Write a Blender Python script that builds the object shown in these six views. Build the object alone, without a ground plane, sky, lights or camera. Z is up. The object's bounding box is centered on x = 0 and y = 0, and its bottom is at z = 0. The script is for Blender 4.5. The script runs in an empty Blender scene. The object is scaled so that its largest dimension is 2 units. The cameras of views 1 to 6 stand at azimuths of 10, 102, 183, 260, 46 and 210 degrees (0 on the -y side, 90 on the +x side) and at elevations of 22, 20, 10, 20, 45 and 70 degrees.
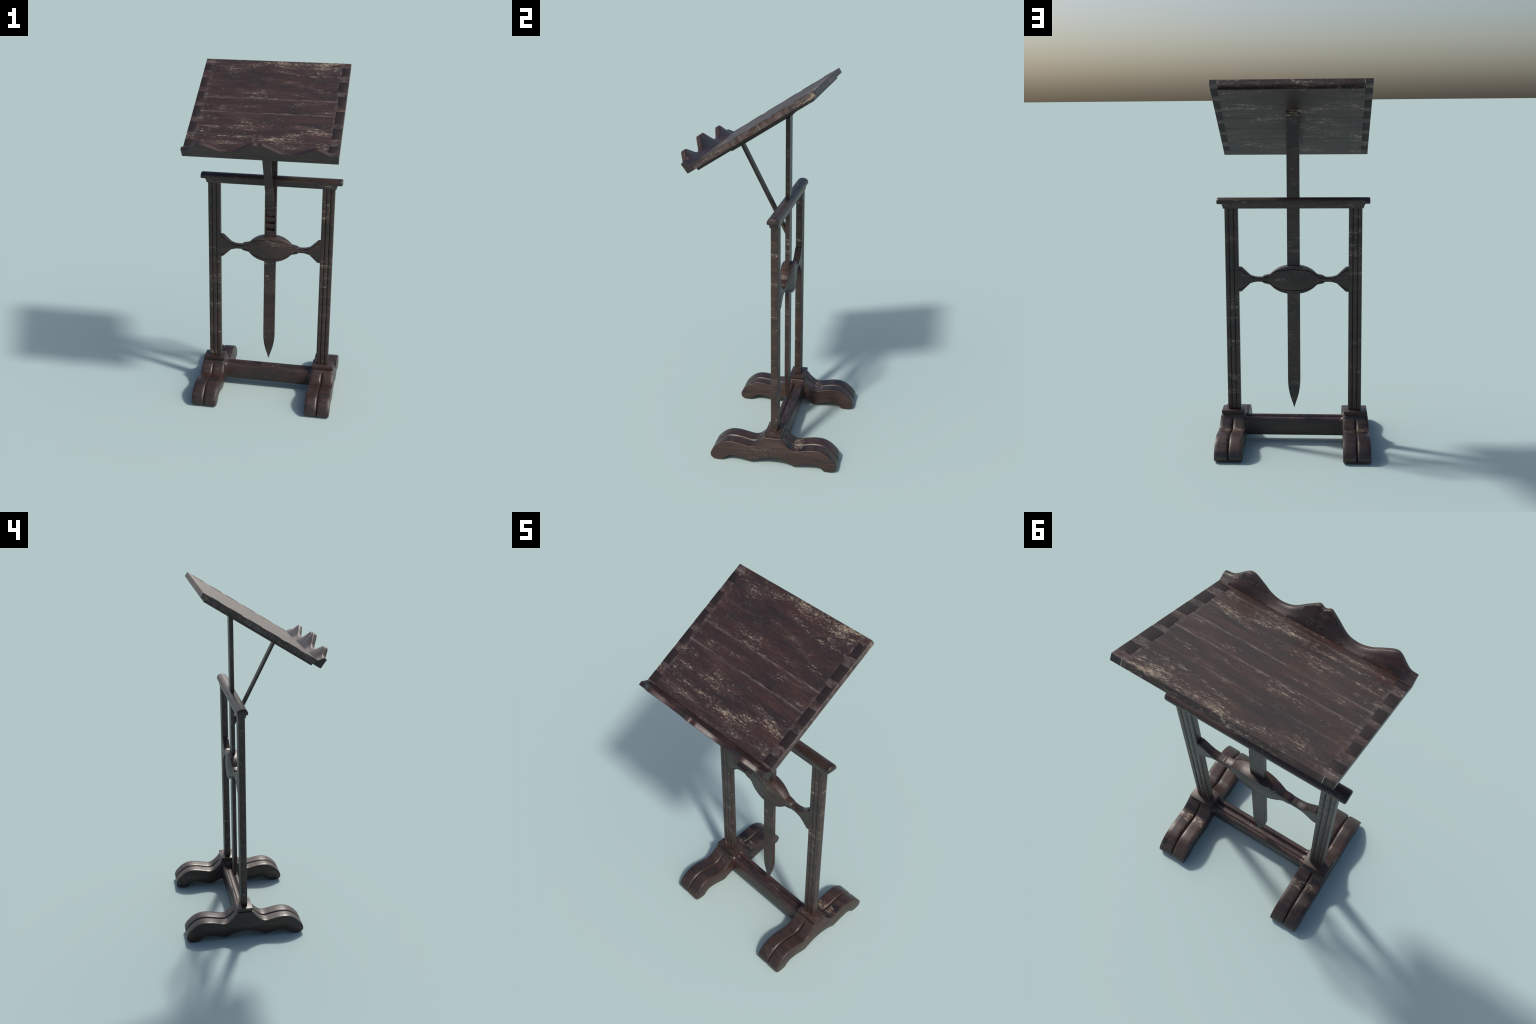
# Old carved wooden lectern: slanted reading desk on a ratcheted pole,
# held in a two-post trestle frame with scrolled feet.
import bpy, bmesh, math
from mathutils import Vector, Matrix

FRAME_Y = 0.0745          # the trestle stands a little behind the bounding box centre

# --------------------------------------------------------------------------
# geometry helpers
# --------------------------------------------------------------------------
def lerp_table(tab, x):
    """piecewise linear through (x, value) control points"""
    if x <= tab[0][0]:
        return tab[0][1]
    for (a, va), (b, vb) in zip(tab, tab[1:]):
        if x <= b:
            return va + (vb - va) * (x - a) / (b - a)
    return tab[-1][1]

def spline(pts, sub=6, closed=False):
    """Catmull-Rom through 2D control points; a repeated point makes a corner"""
    out = []
    n = len(pts)
    rng = range(n if closed else n - 1)
    for i in rng:
        if closed:
            p0, p1, p2, p3 = (pts[(i + k) % n] for k in (-1, 0, 1, 2))
        else:
            p0, p1, p2, p3 = pts[max(i - 1, 0)], pts[i], pts[i + 1], pts[min(i + 2, n - 1)]
        if p1 == p2:
            continue
        for k in range(sub):
            t = k / sub
            q = []
            for a, b, c, d in zip(p0, p1, p2, p3):
                q.append(0.5 * (2 * b + (c - a) * t + (2 * a - 5 * b + 4 * c - d) * t * t
                                + (3 * b - a - 3 * c + d) * t ** 3))
            out.append(tuple(q))
    if not closed:
        out.append(pts[-1])
    return out

def smooth_table(pts, sub=8):
    return spline(pts, sub)

def make_object(name, bm, mat, parent=None, angle=35, bevel=0.0, segs=2):
    bmesh.ops.remove_doubles(bm, verts=bm.verts, dist=1e-6)
    bmesh.ops.recalc_face_normals(bm, faces=bm.faces)
    me = bpy.data.meshes.new(name)
    bm.to_mesh(me)
    bm.free()
    ob = bpy.data.objects.new(name, me)
    bpy.context.scene.collection.objects.link(ob)
    me.materials.append(mat)
    if bevel:
        m = ob.modifiers.new('bevel', 'BEVEL')
        m.width = bevel
        m.segments = segs
        m.limit_method = 'ANGLE'
        m.angle_limit = math.radians(35)
        m.harden_normals = False
    me.polygons.foreach_set('use_smooth', [True] * len(me.polygons))
    me.set_sharp_from_angle(angle=math.radians(angle))
    if parent:
        ob.parent = parent
    return ob

def loft(rings, cap=True):
    """skin closed rings of equal length (lists of 3D points)"""
    bm = bmesh.new()
    vr = [[bm.verts.new(p) for p in r] for r in rings]
    n = len(rings[0])
    for a, b in zip(vr, vr[1:]):
        for i in range(n):
            j = (i + 1) % n
            bm.faces.new((a[i], a[j], b[j], b[i]))
    if cap:
        bm.faces.new(list(reversed(vr[0])))
        bm.faces.new(vr[-1])
    return bm

def box(x0, x1, y0, y1, z0, z1):
    return loft([[(x0, y0, z), (x1, y0, z), (x1, y1, z), (x0, y1, z)] for z in (z0, z1)])

# --------------------------------------------------------------------------
# materials
# --------------------------------------------------------------------------
class Nodes:
    def __init__(self, name):
        self.mat = bpy.data.materials.new(name)
        self.mat.use_nodes = True
        self.t = self.mat.node_tree
        self.b = self.t.nodes['Principled BSDF']

    def new(self, kind, **kw):
        nd = self.t.nodes.new(kind)
        for k, v in kw.items():
            setattr(nd, k, v)
        return nd

    def put(self, sock, v):
        if isinstance(v, bpy.types.NodeSocket):
            self.t.links.new(v, sock)
        else:
            sock.default_value = v

    def math(self, op, a, b=0.0, c=0.0, clamp=False):
        nd = self.new('ShaderNodeMath', operation=op, use_clamp=clamp)
        for i, v in enumerate((a, b, c)):
            self.put(nd.inputs[i], v)
        return nd.outputs[0]

    def step(self, v, lo, hi):
        nd = self.new('ShaderNodeMapRange', interpolation_type='SMOOTHSTEP', clamp=True)
        self.put(nd.inputs['Value'], v)
        nd.inputs['From Min'].default_value = lo
        nd.inputs['From Max'].default_value = hi
        return nd.outputs[0]

    def vmul(self, v, s):
        nd = self.new('ShaderNodeVectorMath', operation='MULTIPLY')
        self.put(nd.inputs[0], v)
        nd.inputs[1].default_value = s
        return nd.outputs[0]

    def vadd(self, v, s):
        nd = self.new('ShaderNodeVectorMath', operation='ADD')
        self.put(nd.inputs[0], v)
        self.put(nd.inputs[1], s)
        return nd.outputs[0]

    def noise(self, v, scale=1.0, detail=4.0, rough=0.55, dist=0.0):
        nd = self.new('ShaderNodeTexNoise')
        self.put(nd.inputs['Vector'], v)
        nd.inputs['Scale'].default_value = scale
        nd.inputs['Detail'].default_value = detail
        nd.inputs['Roughness'].default_value = rough
        nd.inputs['Distortion'].default_value = dist
        return nd.outputs['Fac']

    def mix(self, f, a, b, blend='MIX'):
        nd = self.new('ShaderNodeMix', data_type='RGBA', blend_type=blend)
        self.put(nd.inputs[0], f)
        self.put(nd.inputs[6], a)
        self.put(nd.inputs[7], b)
        return nd.outputs[2]

    def ramp(self, f, stops):
        nd = self.new('ShaderNodeValToRGB')
        self.put(nd.inputs[0], f)
        e = nd.color_ramp.elements
        while len(e) < len(stops):
            e.new(0.5)
        for el, (p, c) in zip(e, stops):
            el.position = p
            el.color = (*c, 1)
        return nd.outputs[0]

    def band(self, v, centre, half, soft):
        """1 where |v-centre| < half"""
        d = self.math('ABSOLUTE', self.math('SUBTRACT', v, centre))
        return self.math('SUBTRACT', 1.0, self.step(d, half - soft, half + soft))


DARK = (0.0105, 0.0082, 0.0078)
MID = (0.0225, 0.0125, 0.0106)
RED = (0.0400, 0.0165, 0.0125)
DUSTY = (0.0500, 0.0365, 0.0305)
CREAM = (0.300, 0.238, 0.168)
SCUFF = (0.115, 0.090, 0.082)
KEYDARK = (0.0085, 0.0055, 0.0060)
BROWNER = ((0.0240, 0.0140, 0.0110), (0.0385, 0.0180, 0.0125))

def wood(name, random_offset=True, offset=(0, 0, 0), wear=0.0, spots=(), seams=(), key_rim=False,
         desk_bias=False, dark_ends=0.0, back_ends=False, tone=1.0, rough=0.44, grain_scale=1.0, palette=None):
    n = Nodes(name)
    tc = n.new('ShaderNodeTexCoord')
    raw = tc.outputs['Object']
    sep = n.new('ShaderNodeSeparateXYZ')
    n.put(sep.inputs[0], raw)
    X, Y, Z = sep.outputs
    co = n.vadd(raw, offset)
    if random_offset:
        oi = n.new('ShaderNodeObjectInfo')
        sc = n.new('ShaderNodeVectorMath', operation='SCALE')
        sc.inputs[0].default_value = (13.7, 7.3, 29.1)
        n.put(sc.inputs['Scale'], oi.outputs['Random'])
        co = n.vadd(co, sc.outputs[0])
    # the figure runs along x, except on faces looking along x where it runs along y
    sn = n.new('ShaderNodeSeparateXYZ')
    n.put(sn.inputs[0], tc.outputs['Normal'])
    fx = n.math('GREATER_THAN', n.math('ABSOLUTE', sn.outputs[0]), 0.72)
    sw = n.new('ShaderNodeSeparateXYZ')
    n.put(sw.inputs[0], co)
    cb = n.new('ShaderNodeCombineXYZ')
    n.put(cb.inputs[0], sw.outputs[1]); n.put(cb.inputs[1], sw.outputs[0]); n.put(cb.inputs[2], sw.outputs[2])
    mv = n.new('ShaderNodeMix', data_type='VECTOR')
    n.put(mv.inputs[0], fx); n.put(mv.inputs[4], co); n.put(mv.inputs[5], cb.outputs[0])
    g = mv.outputs[1]
    k = grain_scale
    broad = n.noise(n.vmul(g, (3.0 * k, 13 * k, 13 * k)), detail=4, rough=0.6, dist=0.4)
    fine = n.noise(n.vmul(g, (7 * k, 120 * k, 120 * k)), detail=5, rough=0.65)
    grit = n.noise(g, scale=170, detail=4, rough=0.75)
    mott = n.noise(n.vmul(g, (14, 40, 40)), detail=6, rough=0.75)
    tonev = n.math('ADD', n.math('MULTIPLY', broad, 0.55), n.math('MULTIPLY', fine, 0.45))
    mid, red = palette or (MID, RED)
    col = n.ramp(tonev, [(0.34, DARK), (0.46, mid), (0.56, red), (0.68, DUSTY)])
    # dusty grey mottling
    dust = n.math('MULTIPLY', n.step(mott, 0.50, 0.72), n.step(grit, 0.42, 0.62))
    col = n.mix(n.math('MULTIPLY', dust, 0.75), col, (*DUSTY, 1))
    dk = n.math('MULTIPLY', n.step(n.noise(n.vmul(g, (5, 26, 26)), detail=5, rough=0.7), 0.54, 0.70), 0.7)
    col = n.mix(dk, col, (*DARK, 1))
    pore = n.step(n.noise(n.vmul(g, (30, 260, 260)), detail=3, rough=0.7), 0.56, 0.66)
    col = n.mix(n.math('MULTIPLY', pore, 0.55), col, (0.007, 0.0058, 0.0058, 1))
    # worn-through flecks of bare wood, in clusters strung along the grain
    clus = n.noise(n.vmul(g, (5.0, 22, 22)), detail=3, rough=0.6)
    if desk_bias:
        # s is measured down the slope from the back edge
        s = n.math('MULTIPLY', Y, -1.0)
        back = n.band(s, 0.045, 0.06, 0.05)
        front = n.band(s, 0.595, 0.09, 0.06)
        mid = n.band(s, 0.275, 0.03, 0.03)
        b = n.math('ADD', n.math('MULTIPLY', back, 0.125), n.math('MULTIPLY', front, 0.095))
        b = n.math('ADD', b, n.math('MULTIPLY', mid, 0.045))
        clus = n.math('ADD', clus, n.math('SUBTRACT', b, 0.035))
    if wear:
        clus = n.math('ADD', clus, wear)
    fl = n.noise(n.vmul(g, (52, 165, 165)), detail=5, rough=0.70)
    m = n.math('ADD', n.math('MULTIPLY', clus, 0.50), n.math('MULTIPLY', fl, 0.56))
    m = n.math('ADD', m, n.math('MULTIPLY', grit, 0.12))
    fleck = n.step(m, 0.676, 0.726)
    halo = n.step(m, 0.60, 0.70)
    col = n.mix(n.math('MULTIPLY', halo, 0.35), col, (*SCUFF, 1))
    cream = n.ramp(n.noise(raw, scale=60, detail=5, rough=0.7), [(0.40, tuple(c * 0.45 for c in CREAM)), (0.50, tuple(c * 0.8 for c in CREAM)), (0.62, tuple(c * 1.15 for c in CREAM))])
    col = n.mix(n.math('MULTIPLY', fleck, 0.85), col, cream)
    # pale scuffed lines along some joints
    wob = n.math('MULTIPLY', n.math('SUBTRACT', n.noise(raw, scale=45, detail=5, rough=0.7), 0.5), 0.014)
    if seams:
        s = n.math('ADD', n.math('MULTIPLY', Y, -1.0), wob)
        for s0, half, amt in seams:
            f = n.band(s, s0, half, 0.005)
            f = n.math('MULTIPLY', f, n.math('MULTIPLY', n.step(n.noise(n.vmul(raw, (16, 70, 1)), detail=6, rough=0.75), 0.40, 0.62), amt))
            col = n.mix(f, col, (*SCUFF, 1))
    if key_rim:
        ax = n.math('ADD', n.math('ABSOLUTE', X), wob)
        f = n.math('MULTIPLY', n.step(ax, 0.352, 0.366), n.step(n.noise(raw, scale=30, detail=5), 0.42, 0.62))
        col = n.mix(n.math('MULTIPLY', f, 0.40), col, (*SCUFF, 1))
    # square darkened patches, and pale bruises, at given places (object space)
    for (cx, cy, hx, hy, kind) in spots:
        jx = n.math('ADD', X, wob)
        f = n.math('MULTIPLY', n.band(jx, cx, hx, 0.002 if kind == 'dark' else hx * 0.5),
                   n.band(n.math('ADD', Y, wob), cy, hy, 0.002 if kind == 'dark' else hy * 0.6))
        f = n.math('MULTIPLY', f, n.step(n.math('ABSOLUTE', sn.outputs[0]), 0.6, 0.5))
        if kind == 'dark':
            col = n.mix(n.math('MULTIPLY', f, 0.85), col, (*KEYDARK, 1))
        else:
            bruise = n.step(n.math('MULTIPLY', n.noise(n.vmul(raw, (38, 90, 60)), detail=6, rough=0.75), f), 0.44, 0.62)
            col = n.mix(n.math('MULTIPLY', bruise, 0.8), col, cream)
    if back_ends:
        # dark end pieces showing on the upper edge of the board
        f = n.math('MULTIPLY', n.step(n.math('ABSOLUTE', X), 0.3745, 0.3755), n.step(Y, -0.0012, -0.0006))
        line = n.math('MULTIPLY', n.band(n.math('ABSOLUTE', X), 0.3745, 0.0012, 0.0005), n.step(Y, -0.0012, -0.0006))
        col = n.mix(n.math('MULTIPLY', f, 0.7), col, (*KEYDARK, 1))
        col = n.mix(line, col, (0.30, 0.26, 0.22, 1))
    if dark_ends:
        f = n.step(n.math('ABSOLUTE', X), dark_ends - 0.001, dark_ends + 0.001)
        col = n.mix(n.math('MULTIPLY', f, 0.6), col, (*KEYDARK, 1))
    if tone != 1.0:
        col = n.mix(1.0, col, (tone, tone, tone, 1), 'MULTIPLY')
    n.put(n.b.inputs['Base Color'], col)
    r = n.math('ADD', n.math('MULTIPLY', n.math('SUBTRACT', mott, 0.5), 0.35), rough)
    r = n.math('ADD', r, n.math('MULTIPLY', fleck, 0.18))
    n.put(n.b.inputs['Roughness'], r)
    n.b.inputs['Specular IOR Level'].default_value = 0.5
    h = n.math('ADD', n.math('MULTIPLY', fine, 0.7), n.math('MULTIPLY', grit, 0.35))
    h = n.math('SUBTRACT', h, n.math('MULTIPLY', fleck, 0.35))
    bp = n.new('ShaderNodeBump')
    bp.inputs['Strength'].default_value = 0.28
    bp.inputs['Distance'].default_value = 0.003
    n.put(bp.inputs['Height'], h)
    n.put(n.b.inputs['Normal'], bp.outputs[0])
    return n.mat

def key_wood(name):
    n = Nodes(name)
    tc = n.new('ShaderNodeTexCoord')
    co = tc.outputs['Object']
    grit = n.noise(co, scale=190, detail=4, rough=0.75)
    mott = n.noise(n.vmul(co, (26, 40, 40)), detail=4, rough=0.65)
    col = n.ramp(n.math('ADD', n.math('MULTIPLY', grit, 0.55), n.math('MULTIPLY', mott, 0.45)),
                 [(0.40, (0.0065, 0.0045, 0.0050)), (0.55, (0.016, 0.0085, 0.0085)), (0.70, (0.040, 0.017, 0.014))])
    n.put(n.b.inputs['Base Color'], col)
    n.put(n.b.inputs['Roughness'], n.math('ADD', n.math('MULTIPLY', grit, 0.3), 0.42))
    n.b.inputs['Specular IOR Level'].default_value = 0.36
    bp = n.new('ShaderNodeBump')
    bp.inputs['Strength'].default_value = 0.25
    bp.inputs['Distance'].default_value = 0.003
    n.put(bp.inputs['Height'], grit)
    n.put(n.b.inputs['Normal'], bp.outputs[0])
    return n.mat

# joints between the planks of the desk (distance down the slope)
JOINTS = [0.0, 0.178, 0.305, 0.415, 0.530, 0.655, 0.7005]

SEAMS = [(0.178, 0.003, 0.45), (0.311, 0.005, 0.95), (0.421, 0.005, 0.95), (0.530, 0.003, 0.3), (0.655, 0.004, 0.6)]
M_DESK = wood('worn_desk_wood', random_offset=False, desk_bias=True, seams=SEAMS, key_rim=True, back_ends=True)
M_PANEL = wood('desk_backing_wood', random_offset=False, offset=(3.1, 5.2, 1.7), wear=0.02)
M_LEDGE = wood('ledge_wood', random_offset=False, offset=(7.1, 2.2, 4.7), wear=-0.075, dark_ends=0.374)
M_KEY = key_wood('dovetail_key_wood')
M_FRAME = wood('frame_wood', wear=-0.015, palette=BROWNER)
M_RAIL = wood('rail_wood', wear=-0.05, palette=BROWNER, rough=0.40, dark_ends=0.389)

# --------------------------------------------------------------------------
# the thing
# --------------------------------------------------------------------------
root = bpy.data.objects.new('wooden_lectern', None)
bpy.context.scene.collection.objects.link(root)
root['label'] = 'old dark wooden lectern with slanted worn reading desk'
root['category'] = 'lectern'

# ---- feet ----------------------------------------------------------------
FOOT_X, FOOT_HALF = 0.3425, 0.0738
TOP = [(0.0, 0.160), (0.036, 0.160), (0.0455, 0.158), (0.0520, 0.150), (0.0600, 0.139), (0.077, 0.1215), (0.096, 0.1065),
       (0.113, 0.1010), (0.130, 0.1005), (0.162, 0.1070), (0.200, 0.1145), (0.233, 0.1165), (0.262, 0.1115),
       (0.290, 0.0975), (0.315, 0.0765), (0.333, 0.0560), (0.3420, 0.0375), (0.3420, 0.0205), (0.3350, 0.0090),
       (0.3220, 0.0025), (0.3070, 0.0000)]
BOTTOM = [(0.3070, 0.0000), (0.2900, 0.0004), (0.2740, 0.0040), (0.2600, 0.0185), (0.2460, 0.0290), (0.2280, 0.0335),
          (0.1885, 0.0300), (0.1480, 0.0205), (0.1180, 0.0140), (0.1080, 0.0160), (0.0850, 0.0275), (0.0460, 0.0405),
          (0.0, 0.0455)]

def foot_outline():
    t = spline(TOP, 5)
    b = spline(BOTTOM, 4)
    side = [(y, z, 1) for y, z in t] + [(y, z, 0) for y, z in b[1:]]
    other = [(-y, z, f) for y, z, f in reversed(side)]
    return side[1:] + other[1:-1] + [side[0]]     # closed loop

def build_foot(sign, mat):
    loop = foot_outline()
    n = len(loop)
    nrm = []
    for i in range(n):
        a, b = loop[i - 1], loop[(i + 1) % n]
        ty, tz = b[0] - a[0], b[1] - a[1]
        L = math.hypot(ty, tz) or 1
        nrm.append((-tz / L, ty / L))          # inward for a clockwise loop, fixed below
    # make normals point inward
    cy, cz = 0.0, 0.07
    test = max(range(n), key=lambda i: loop[i][0])
    if nrm[test][0] > 0:
        nrm = [(-a, -b) for a, b in nrm]
    # columns across the foot: bevelled outer edges, two rounded lobes, V groove between
    cols = [(-1.0, 0.0026), (-0.990, 0.0009), (-0.970, 0.0), (-0.7, 0.0), (-0.40, 0.0), (-0.20, 0.0002), (-0.120, 0.0011),
            (-0.065, 0.0034), (-0.027, 0.0075), (0.0, 0.0110)]
    cols = cols + [(-a, d) for a, d in reversed(cols[:-1])]
    bm = bmesh.new()
    grid = []
    for c, d in cols:
        row = []
        for (y, z, top), (ny, nz) in zip(loop, nrm):
            groove = abs(c) < 0.5
            k = 1.0
            if groove:
                k = top * min(1.0, max(0.0, (0.152 - z) / 0.02))
                if abs(y) < 0.044 and z > 0.1:
                    k = 0
                if top and z < 0.02:
                    k *= z / 0.02 if z < 0.02 else 1
            taper = 0.0068 * min(1.0, max(0.0, (z - 0.085) / 0.07)) ** 1.3
            hw = FOOT_HALF - taper
            row.append(bm.verts.new((sign * c * hw, y + ny * d * k, z + nz * d * k)))
        grid.append(row)
    for a, b in zip(grid, grid[1:]):
        for i in range(n):
            j = (i + 1) % n
            bm.faces.new((a[i], a[j], b[j], b[i]))
    bm.faces.new(grid[0])
    bm.faces.new(list(reversed(grid[-1])))
    ob = make_object('foot', bm, mat, root, angle=38)
    ob.location = (sign * FOOT_X, FRAME_Y, 0)
    return ob

def build_cap(sign, foot):
    # moulded slab on top of the foot that takes the post
    prof = [(-0.0030, 0.1565), (-0.0048, 0.1600), (-0.0048, 0.1650), (0.0, 0.1680), (0.0006, 0.1800), (-0.0004, 0.1838), (-0.0030, 0.1850)]
    hx, hy = 0.0640, 0.0447
    rings = []
    for o, z in prof:
        rings.append([((hx + o) * a, (hy + o) * b, z) for a, b in ((-1, -1), (1, -1), (1, 1), (-1, 1))])
    ob = make_object('foot_cap', loft(rings), M_FOOTCAP, foot, angle=40)
    ob.location = (-sign * 0.0015, 0, 0)
    return ob

M_FOOTCAP = wood('foot_cap_wood', wear=-0.10, palette=BROWNER, rough=0.40)
feet = []
for sign in (1, -1):
    o = sign
    spots = [(o * 0.042, 0.083, 0.026, 0.012, 'dark'),
             (o * 0.050, 0.160, 0.026, 0.017, 'dark'),
             (o * 0.052, 0.235, 0.024, 0.022, 'dark') if sign < 0 else (o * 0.060, 0.300, 0.010, 0.014, 'dark'),
             (o * -0.010, 0.130, 0.075, 0.036, 'pale')]
    m = wood('foot_wood', spots=spots, wear=-0.075, rough=0.40, palette=BROWNER)
    f = build_foot(sign, m)
    build_cap(sign, f)
    feet.append(f)

# ---- posts: three reeds front and back -------------------------------------
def post_section(hw, hd):
    """half outline points along one broad face, x from -hw to hw"""
    gx, gw = 0.0128, 0.0036
    face = [(-hw, 0.004), (-hw + 0.0012, 0.0012), (-hw + 0.004, 0.0)]
    for c in (-gx, gx):
        face += [(c - gw - 0.003, 0.0003), (c - gw, 0.0012), (c - gw * 0.45, 0.0038), (c, 0.0052), (c + gw * 0.45, 0.0038), (c + gw, 0.0012), (c + gw + 0.003, 0.0003)]
    face += [(hw - 0.004, 0.0), (hw - 0.0012, 0.0012), (hw, 0.004)]
    ring = [(x, -hd + d) for x, d in face] + [(-x, hd - d) for x, d in face]
    return ring

def build_post(sign):
    sec = post_section(0.036, 0.0186)
    zs = [(0.1835, 0.86), (0.1850, 0.91), (0.1890, 0.965), (0.1960, 0.995), (0.2050, 1.0)] + \
         [(0.205 + 1.117 * i / 12, 1.0) for i in range(1, 13)]
    rings = [[(x * k, y * k, z) for x, y in sec] for z, k in zs]
    ob = make_object('post', loft(rings), M_FRAME, root, angle=50)
    ob.location = (sign * 0.3366, FRAME_Y, 0)
    return ob
for sign in (1, -1):
    build_post(sign)

# ---- top rail --------------------------------------------------------------
def build_rail():
    half = 0.4142
    dome = []
    for i in range(0, 17):
        a = math.pi * i / 16
        dome.append((-0.0315 * math.cos(a), 1.3535 + 0.0250 * math.sin(a) ** 0.85))
    rim = [(0.0312, 1.3490), (0.0290, 1.3462), (0.0240, 1.3448), (0.0, 1.3444), (-0.0240, 1.3448), (-0.0290, 1.3462), (-0.0312, 1.3490)]
    sec = dome + rim
    rings = []
    for x, k, dz in [(-half, 0.80, 0.0), (-half + 0.0015, 0.90, 0), (-half + 0.005, 0.975, 0), (-half + 0.012, 1.0, 0)] + \
                    [(-0.38 + 0.76 * i / 14, 1, 0) for i in range(15)] + \
                    [(half - 0.012, 1.0, 0), (half - 0.005, 0.975, 0), (half - 0.0015, 0.90, 0), (half, 0.80, 0)]:
        rings.append([(x, y * k, 1.3600 + (z - 1.3600) * k) for y, z in sec])
    bm = loft(rings)
    ob = make_object('top_rail', bm, M_RAIL, root, angle=45)
    ob.location = (0, FRAME_Y, 0)
    # small ogee moulding below, running from post to post
    prof = [(0.3870, 0.0262, 1.3455), (0.3860, 0.0252, 1.3410), (0.3830, 0.0232, 1.3350), (0.3808, 0.0224, 1.3290), (0.3798, 0.0222, 1.3215), (0.3790, 0.0218, 1.3205)]
    rings = [[(-a, -b, z), (a, -b, z), (a, b, z), (-a, b, z)] for a, b, z in prof]
    mo = make_object('rail_moulding', loft(rings), M_FRAME, ob, angle=40)
    return ob
build_rail()

# ---- carved crossbar --------------------------------------------------------
OUTER = [(0.0, 0.0770), (0.036, 0.0745), (0.071, 0.0660), (0.092, 0.0565), (0.108, 0.0465), (0.128, 0.0285),
         (0.1305, 0.0272), (0.158, 0.0215), (0.1625, 0.0200), (0.1725, 0.0120), (0.176, 0.0112), (0.200, 0.0112),
         (0.212, 0.0130), (0.234, 0.0192), (0.2385, 0.0220), (0.284, 0.0655), (0.290, 0.0675), (0.3035, 0.0675)]
INNER = [(0.0, 0.0590), (0.040, 0.0565), (0.084, 0.0485), (0.112, 0.0370), (0.132, 0.0205), (0.139, 0.0122),
         (0.145, 0.0112), (0.203, 0.0112), (0.216, 0.0130), (0.234, 0.0190), (0.284, 0.0510), (0.292, 0.0530), (0.3035, 0.0530)]

def build_crossbar():
    xs = set()
    for tab in (OUTER, INNER):
        for x, _ in tab:
            xs.add(round(x, 5))
    k = 0.0
    while k < 0.3035:
        xs.add(round(k, 5)); k += 0.004
    xs = sorted(xs)
    xs = [-x for x in reversed(xs) if x > 0] + xs
    so = spline(OUTER[:5], 5) + OUTER[5:]
    si = spline(INNER[:5], 5) + INNER[5:]
    rings = []
    for x in xs:
        h = lerp_table(so, abs(x))
        g = min(lerp_table(si, abs(x)), h - 0.0022)
        depth = 0.0042
        q = max(0.0, 1 - (x / 0.134) ** 2)
        hd = 0.0182 + 0.0165 * q ** 1.35
        pil = 0.001 + 0.0045 * q
        w = 0.0019
        # a face profile over height: rim, incised line, gently pillowed field
        half = [(h, 0.0020), (h - 0.0008, 0.0006), (max(h - 0.002, g + w * 1.05), 0.0), (g + w, 0.0002), (g, depth), (g - w, 0.0002), (g * 0.8, -0.36 * pil), (g * 0.55, -0.70 * pil), (g * 0.28, -0.92 * pil), (0.0, -pil)]
        face = half + [(-z, d) for z, d in reversed(half[:-1])]
        ring = [(x, -hd + d, z) for z, d in face] + [(x, hd - d, z) for z, d in reversed(face)]
        rings.append(ring)
    ob = make_object('crossbar', loft(rings), M_FRAME, root, angle=32)
    ob.location = (0, FRAME_Y, 0.9285)
build_crossbar()

# ---- stretcher between the feet ----------------------------------------------
def build_stretcher():
    side = [(0.0, 0.1240), (0.0095, 0.1240), (0.0115, 0.1252), (0.0140, 0.1310), (0.0175, 0.1380), (0.0225, 0.1412), (0.0285, 0.1412),
            (0.0345, 0.1375), (0.0395, 0.1310), (0.0425, 0.1220), (0.0437, 0.1100), (0.0440, 0.0800), (0.0438, 0.0520), (0.0425, 0.0455), (0.0380, 0.0425), (0.0, 0.0422)]
    sec = side + [(-y, z) for y, z in reversed(side[1:-1])]
    rings = []
    L = 0.276
    for x, k in [(-L, 0.010), (-L + 0.006, 0.005), (-L + 0.012, 0.0018), (-L + 0.020, 0.0)] + [(-0.24 + 0.48 * i / 12, 0) for i in range(13)] + \
                [(L - 0.020, 0.0), (L - 0.012, 0.0018), (L - 0.006, 0.005), (L, 0.010)]:
        rings.append([(x, y * (1 + k * 14) if z > 0.1 else y * (1 + k * 10), z + (k * 0.9 if z > 0.1 else 0)) for y, z in sec])
    ob = make_object('stretcher', loft(rings), M_RAILLOW, root, angle=50)
    ob.location = (0, FRAME_Y, 0)
M_RAILLOW = wood('stretcher_wood', wear=-0.045, rough=0.40)
build_stretcher()

# ---- desk frame of reference ---------------------------------------------------
TILT = math.radians(32.2)
DESK_AT = Vector((0, 0.2651, 2.0002))
def desk_point(s, n):
    return (DESK_AT.y - s * math.cos(TILT) - n * math.sin(TILT), DESK_AT.z - s * math.sin(TILT) + n * math.cos(TILT))

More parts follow.
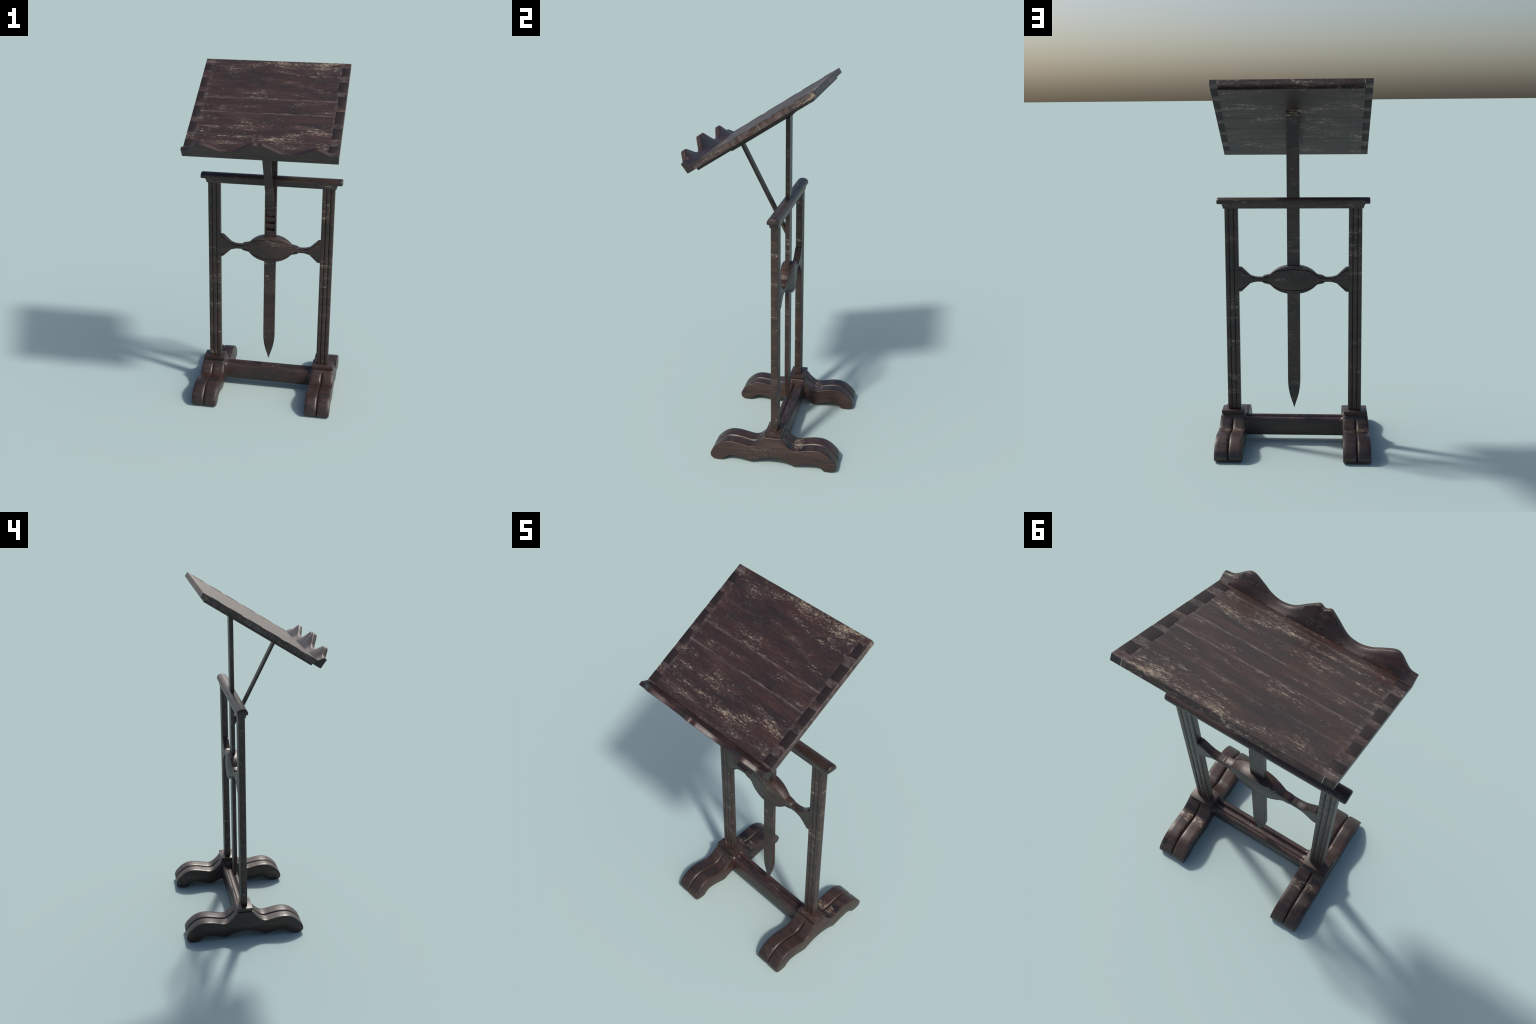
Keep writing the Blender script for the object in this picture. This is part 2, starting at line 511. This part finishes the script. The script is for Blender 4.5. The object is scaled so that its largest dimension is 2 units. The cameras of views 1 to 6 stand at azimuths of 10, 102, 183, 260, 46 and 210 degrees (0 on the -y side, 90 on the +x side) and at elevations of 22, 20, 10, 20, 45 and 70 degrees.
# ---- the pole with its ratchet ---------------------------------------------------
NOTCH0, PITCH, NOTCHES = 1.0415, 0.0417, 5
def build_pole():
    hw, y0, y1 = 0.0345, 0.0620, 0.0846
    # outline in x over z: pointed foot, straight shaft
    tip = [(0.0008, 0.1950), (0.0099, 0.2250), (0.0205, 0.2570), (0.0275, 0.2870), (0.0315, 0.3120), (0.0338, 0.3380), (hw, 0.3600)]
    tip = spline(tip, 4)
    e = 0.0012
    def ring(w, z, zf=None):
        w2 = max(w - e, w * 0.5)
        zf = z if zf is None else zf
        return [(-w2, y0, zf), (w2, y0, zf), (w, y0 + e, zf), (w, y1 - e, z), (w2, y1, z), (-w2, y1, z), (-w, y1 - e, z), (-w, y0 + e, zf)]
    rings = [ring(w, z) for w, z in tip]
    z = 0.40
    while z < 1.0:
        rings.append(ring(hw, z)); z += 0.1
    low = NOTCH0 - 0.008
    high = NOTCH0 + NOTCHES * PITCH + 0.006
    rings.append(ring(hw, low))
    lower = loft(rings)
    # toothed stretch: two cheeks and a stepped core between them
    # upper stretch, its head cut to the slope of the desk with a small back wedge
    pz = lambda y: DESK_AT.z - (DESK_AT.y - y) * math.tan(TILT) - 0.035 / math.cos(TILT)
    upper = loft([ring(hw, high), ring(hw, 1.45), ring(hw, 1.60), ring(hw, 1.72), ring(hw, pz(y1), pz(y0))])
    parts = [lower, upper]
    inner = 0.0270
    for sx in (-1, 1):
        a, b = sorted((sx * inner, sx * hw))
        parts.append(box(a, b, y0, y1, low, high))
    prof = [(y0, low), (y0, NOTCH0)]
    for i in range(NOTCHES):
        zb = NOTCH0 + i * PITCH
        prof += [(y0 + 0.0150, zb + 0.0010), (y0 + 0.0005, zb + PITCH - 0.004), (y0 + 0.0005, zb + PITCH)]
    prof += [(y0, high), (y1, high), (y1, low)]
    parts.append(loft([[(x, y, z) for y, z in prof] for x in (-inner, inner)]))
    bm = bmesh.new()
    for p in parts:
        bmesh.ops.recalc_face_normals(p, faces=p.faces)
        me = bpy.data.meshes.new('tmp'); p.to_mesh(me); p.free()
        bm.from_mesh(me); bpy.data.meshes.remove(me)
    me = bpy.data.meshes.new('ratchet_pole')
    bm.to_mesh(me); bm.free()
    ob = bpy.data.objects.new('ratchet_pole', me)
    bpy.context.scene.collection.objects.link(ob)
    me.materials.append(M_FRAME)
    me.polygons.foreach_set('use_smooth', [True] * len(me.polygons))
    me.set_sharp_from_angle(angle=math.radians(30))
    ob.parent = root
build_pole()

# ---- the prop from pole to desk -----------------------------------------------
def build_prop():
    a = Vector((0, 0.0705, 1.1705))          # heel, in a notch
    d = Vector((0, -0.4525, 0.8918))
    nrm = Vector((0, 0.8918, 0.4525))
    length = 0.545
    w, t = 0.0237, 0.0068
    e = 0.0012
    sec = [(-w, -t + e), (-w + e, -t), (w - e, -t), (w, -t + e), (w, t - e), (w - e, t), (-w + e, t), (-w, t - e)]
    off = Vector((0, 0.0, 0.0))
    rings = []
    for i in range(9):
        c = a + d * (length * i / 8) + off
        rings.append([tuple(c + Vector((x, 0, 0)) + nrm * y) for x, y in sec])
    make_object('prop', loft(rings), M_FRAME, root, angle=30)
build_prop()

# ---- reading desk -----------------------------------------------------------------
THICK, HALF_W = 0.0292, 0.4160
# backing panel under the planks (the part that carries everything)
low = [(-0.7000, -0.0285), (-0.7000, -0.0412), (-0.6982, -0.0430)]
for sj in reversed(JOINTS[1:-2]):
    low += [(-sj - 0.0012, -0.0430), (-sj, -0.0410), (-sj + 0.0012, -0.0430)]
low += [(-0.0308, -0.0430), (-0.0290, -0.0412), (-0.0290, -0.0285)]
pb = loft([[(x, y, z) for y, z in low] for x in (-0.3765, -0.2, 0.0, 0.2, 0.3765)])
desk = make_object('reading_desk', pb, M_PANEL, root, angle=40)
desk.location = DESK_AT
desk.rotation_euler = (TILT, 0, 0)

# batten under the panel that the pole and the prop bear on
rb = loft([[(-0.0345 + o, -0.6200 + o, z), (0.0345 - o, -0.6200 + o, z), (0.0345 - o, -0.2385 - o, z), (-0.0345 + o, -0.2385 - o, z)]
           for z, o in ((-0.0665, 0.0012), (-0.0655, 0.0), (-0.0420, 0.0))])
make_object('batten', rb, M_PANEL, desk, angle=40)

# planks, laid across the slope with hairline joints
GAP = 0.00035
for i, (s0, s1) in enumerate(zip(JOINTS, JOINTS[1:])):
    a = s0 + (GAP if i else 0)
    b = s1 - GAP
    dz = (0.0, -0.0004, 0.0003, -0.0002, 0.0003, 0.0)[i]
    c = 0.0007
    secp = [(-a, -THICK + c), (-a, dz - c), (-a - c, dz), (-b + c, dz), (-b, dz - c), (-b, -THICK + c), (-b + c, -THICK), (-a - c, -THICK)]
    rings = []
    for x, o in [(-HALF_W, 0.0008), (-HALF_W + 0.0010, 0.0)] + [(-0.4 + 0.8 * j / 8, 0) for j in range(9)] + [(HALF_W - 0.0010, 0.0), (HALF_W, 0.0008)]:
        my, mz = -(a + b) / 2, -THICK / 2
        rings.append([(x, y + (o if y < my else -o), z + (o if z < mz else -o)) for y, z in secp])
    make_object('plank', loft(rings), M_DESK, desk, angle=30)

# dark keys let into the ends of the planks, showing above and below
KEYS = {-1: [(0.050, 0.097, 0.361), (0.158, 0.231, 0.376), (0.271, 0.347, 0.375), (0.388, 0.467, 0.373), (0.508, 0.586, 0.371), (0.641, 0.690, 0.359)],
        1: [(0.039, 0.108, 0.370), (0.157, 0.233, 0.365), (0.268, 0.347, 0.372), (0.386, 0.468, 0.368), (0.510, 0.589, 0.366), (0.642, 0.687, 0.358)]}
for sign, ks in KEYS.items():
    for (s0, s1, xi) in ks:
        xo = HALF_W - 0.0006
        corners = [(sign * xi, -s0 - 0.0010), (sign * xo, -s0 + 0.0012), (sign * xo, -s1 - 0.0012), (sign * xi, -s1 + 0.0010)]
        rings = []
        for z, o in ((-THICK - 0.0007, 0.0), (0.0006, 0.0), (0.0010, 0.0008)):
            cx = sum(p[0] for p in corners) / 4; cy = sum(p[1] for p in corners) / 4
            rings.append([(x - math.copysign(o, x - cx), y - math.copysign(o, y - cy), z) for x, y in corners])
        make_object('dovetail_key', loft(rings), M_KEY, desk, angle=30)

# scalloped book ledge along the lower edge
CREST = [(0.0, 0.0835), (0.008, 0.0850), (0.018, 0.0905), (0.028, 0.0905), (0.043, 0.0815), (0.062, 0.0690), (0.084, 0.0535), (0.104, 0.0395),
         (0.128, 0.0285), (0.155, 0.0240), (0.178, 0.0240), (0.202, 0.0290), (0.224, 0.0365), (0.252, 0.0510), (0.288, 0.0680),
         (0.307, 0.0735), (0.322, 0.0715), (0.338, 0.0620), (0.365, 0.0405), (0.378, 0.0320), (0.392, 0.0275), (0.4165, 0.0255)]
def build_ledge():
    top = [(x, n + 0.0022) for x, n in spline(CREST, 5)]
    xs = [p for p in top]
    xs = [(-x, n) for x, n in reversed(xs) if x > 1e-6] + xs
    rings = []
    for x, h in xs:
        front = lambda n: 0.7417 + 0.080 * n
        e = 0.0016
        inner = lambda n: 0.7012 + 0.0225 * (n / h) ** 0.85
        sec = [(0.7392, -THICK + 0.001), (0.7402, -THICK + 0.006), (front(0.0), 0.0), (front(h * 0.5), h * 0.5), (front(h - e), h - e), (front(h) - e, h),
               (inner(h) + e, h), (inner(h - e), h - e), (inner(h * 0.66), h * 0.66), (inner(h * 0.33), h * 0.33), (0.7012, 0.0),
               (0.7012, -THICK), (0.7382, -THICK)]
        rings.append([(x, -s, n) for s, n in sec])
    # tiny end bevel
    make_object('book_ledge', loft(rings), M_LEDGE, desk, angle=38)
build_ledge()
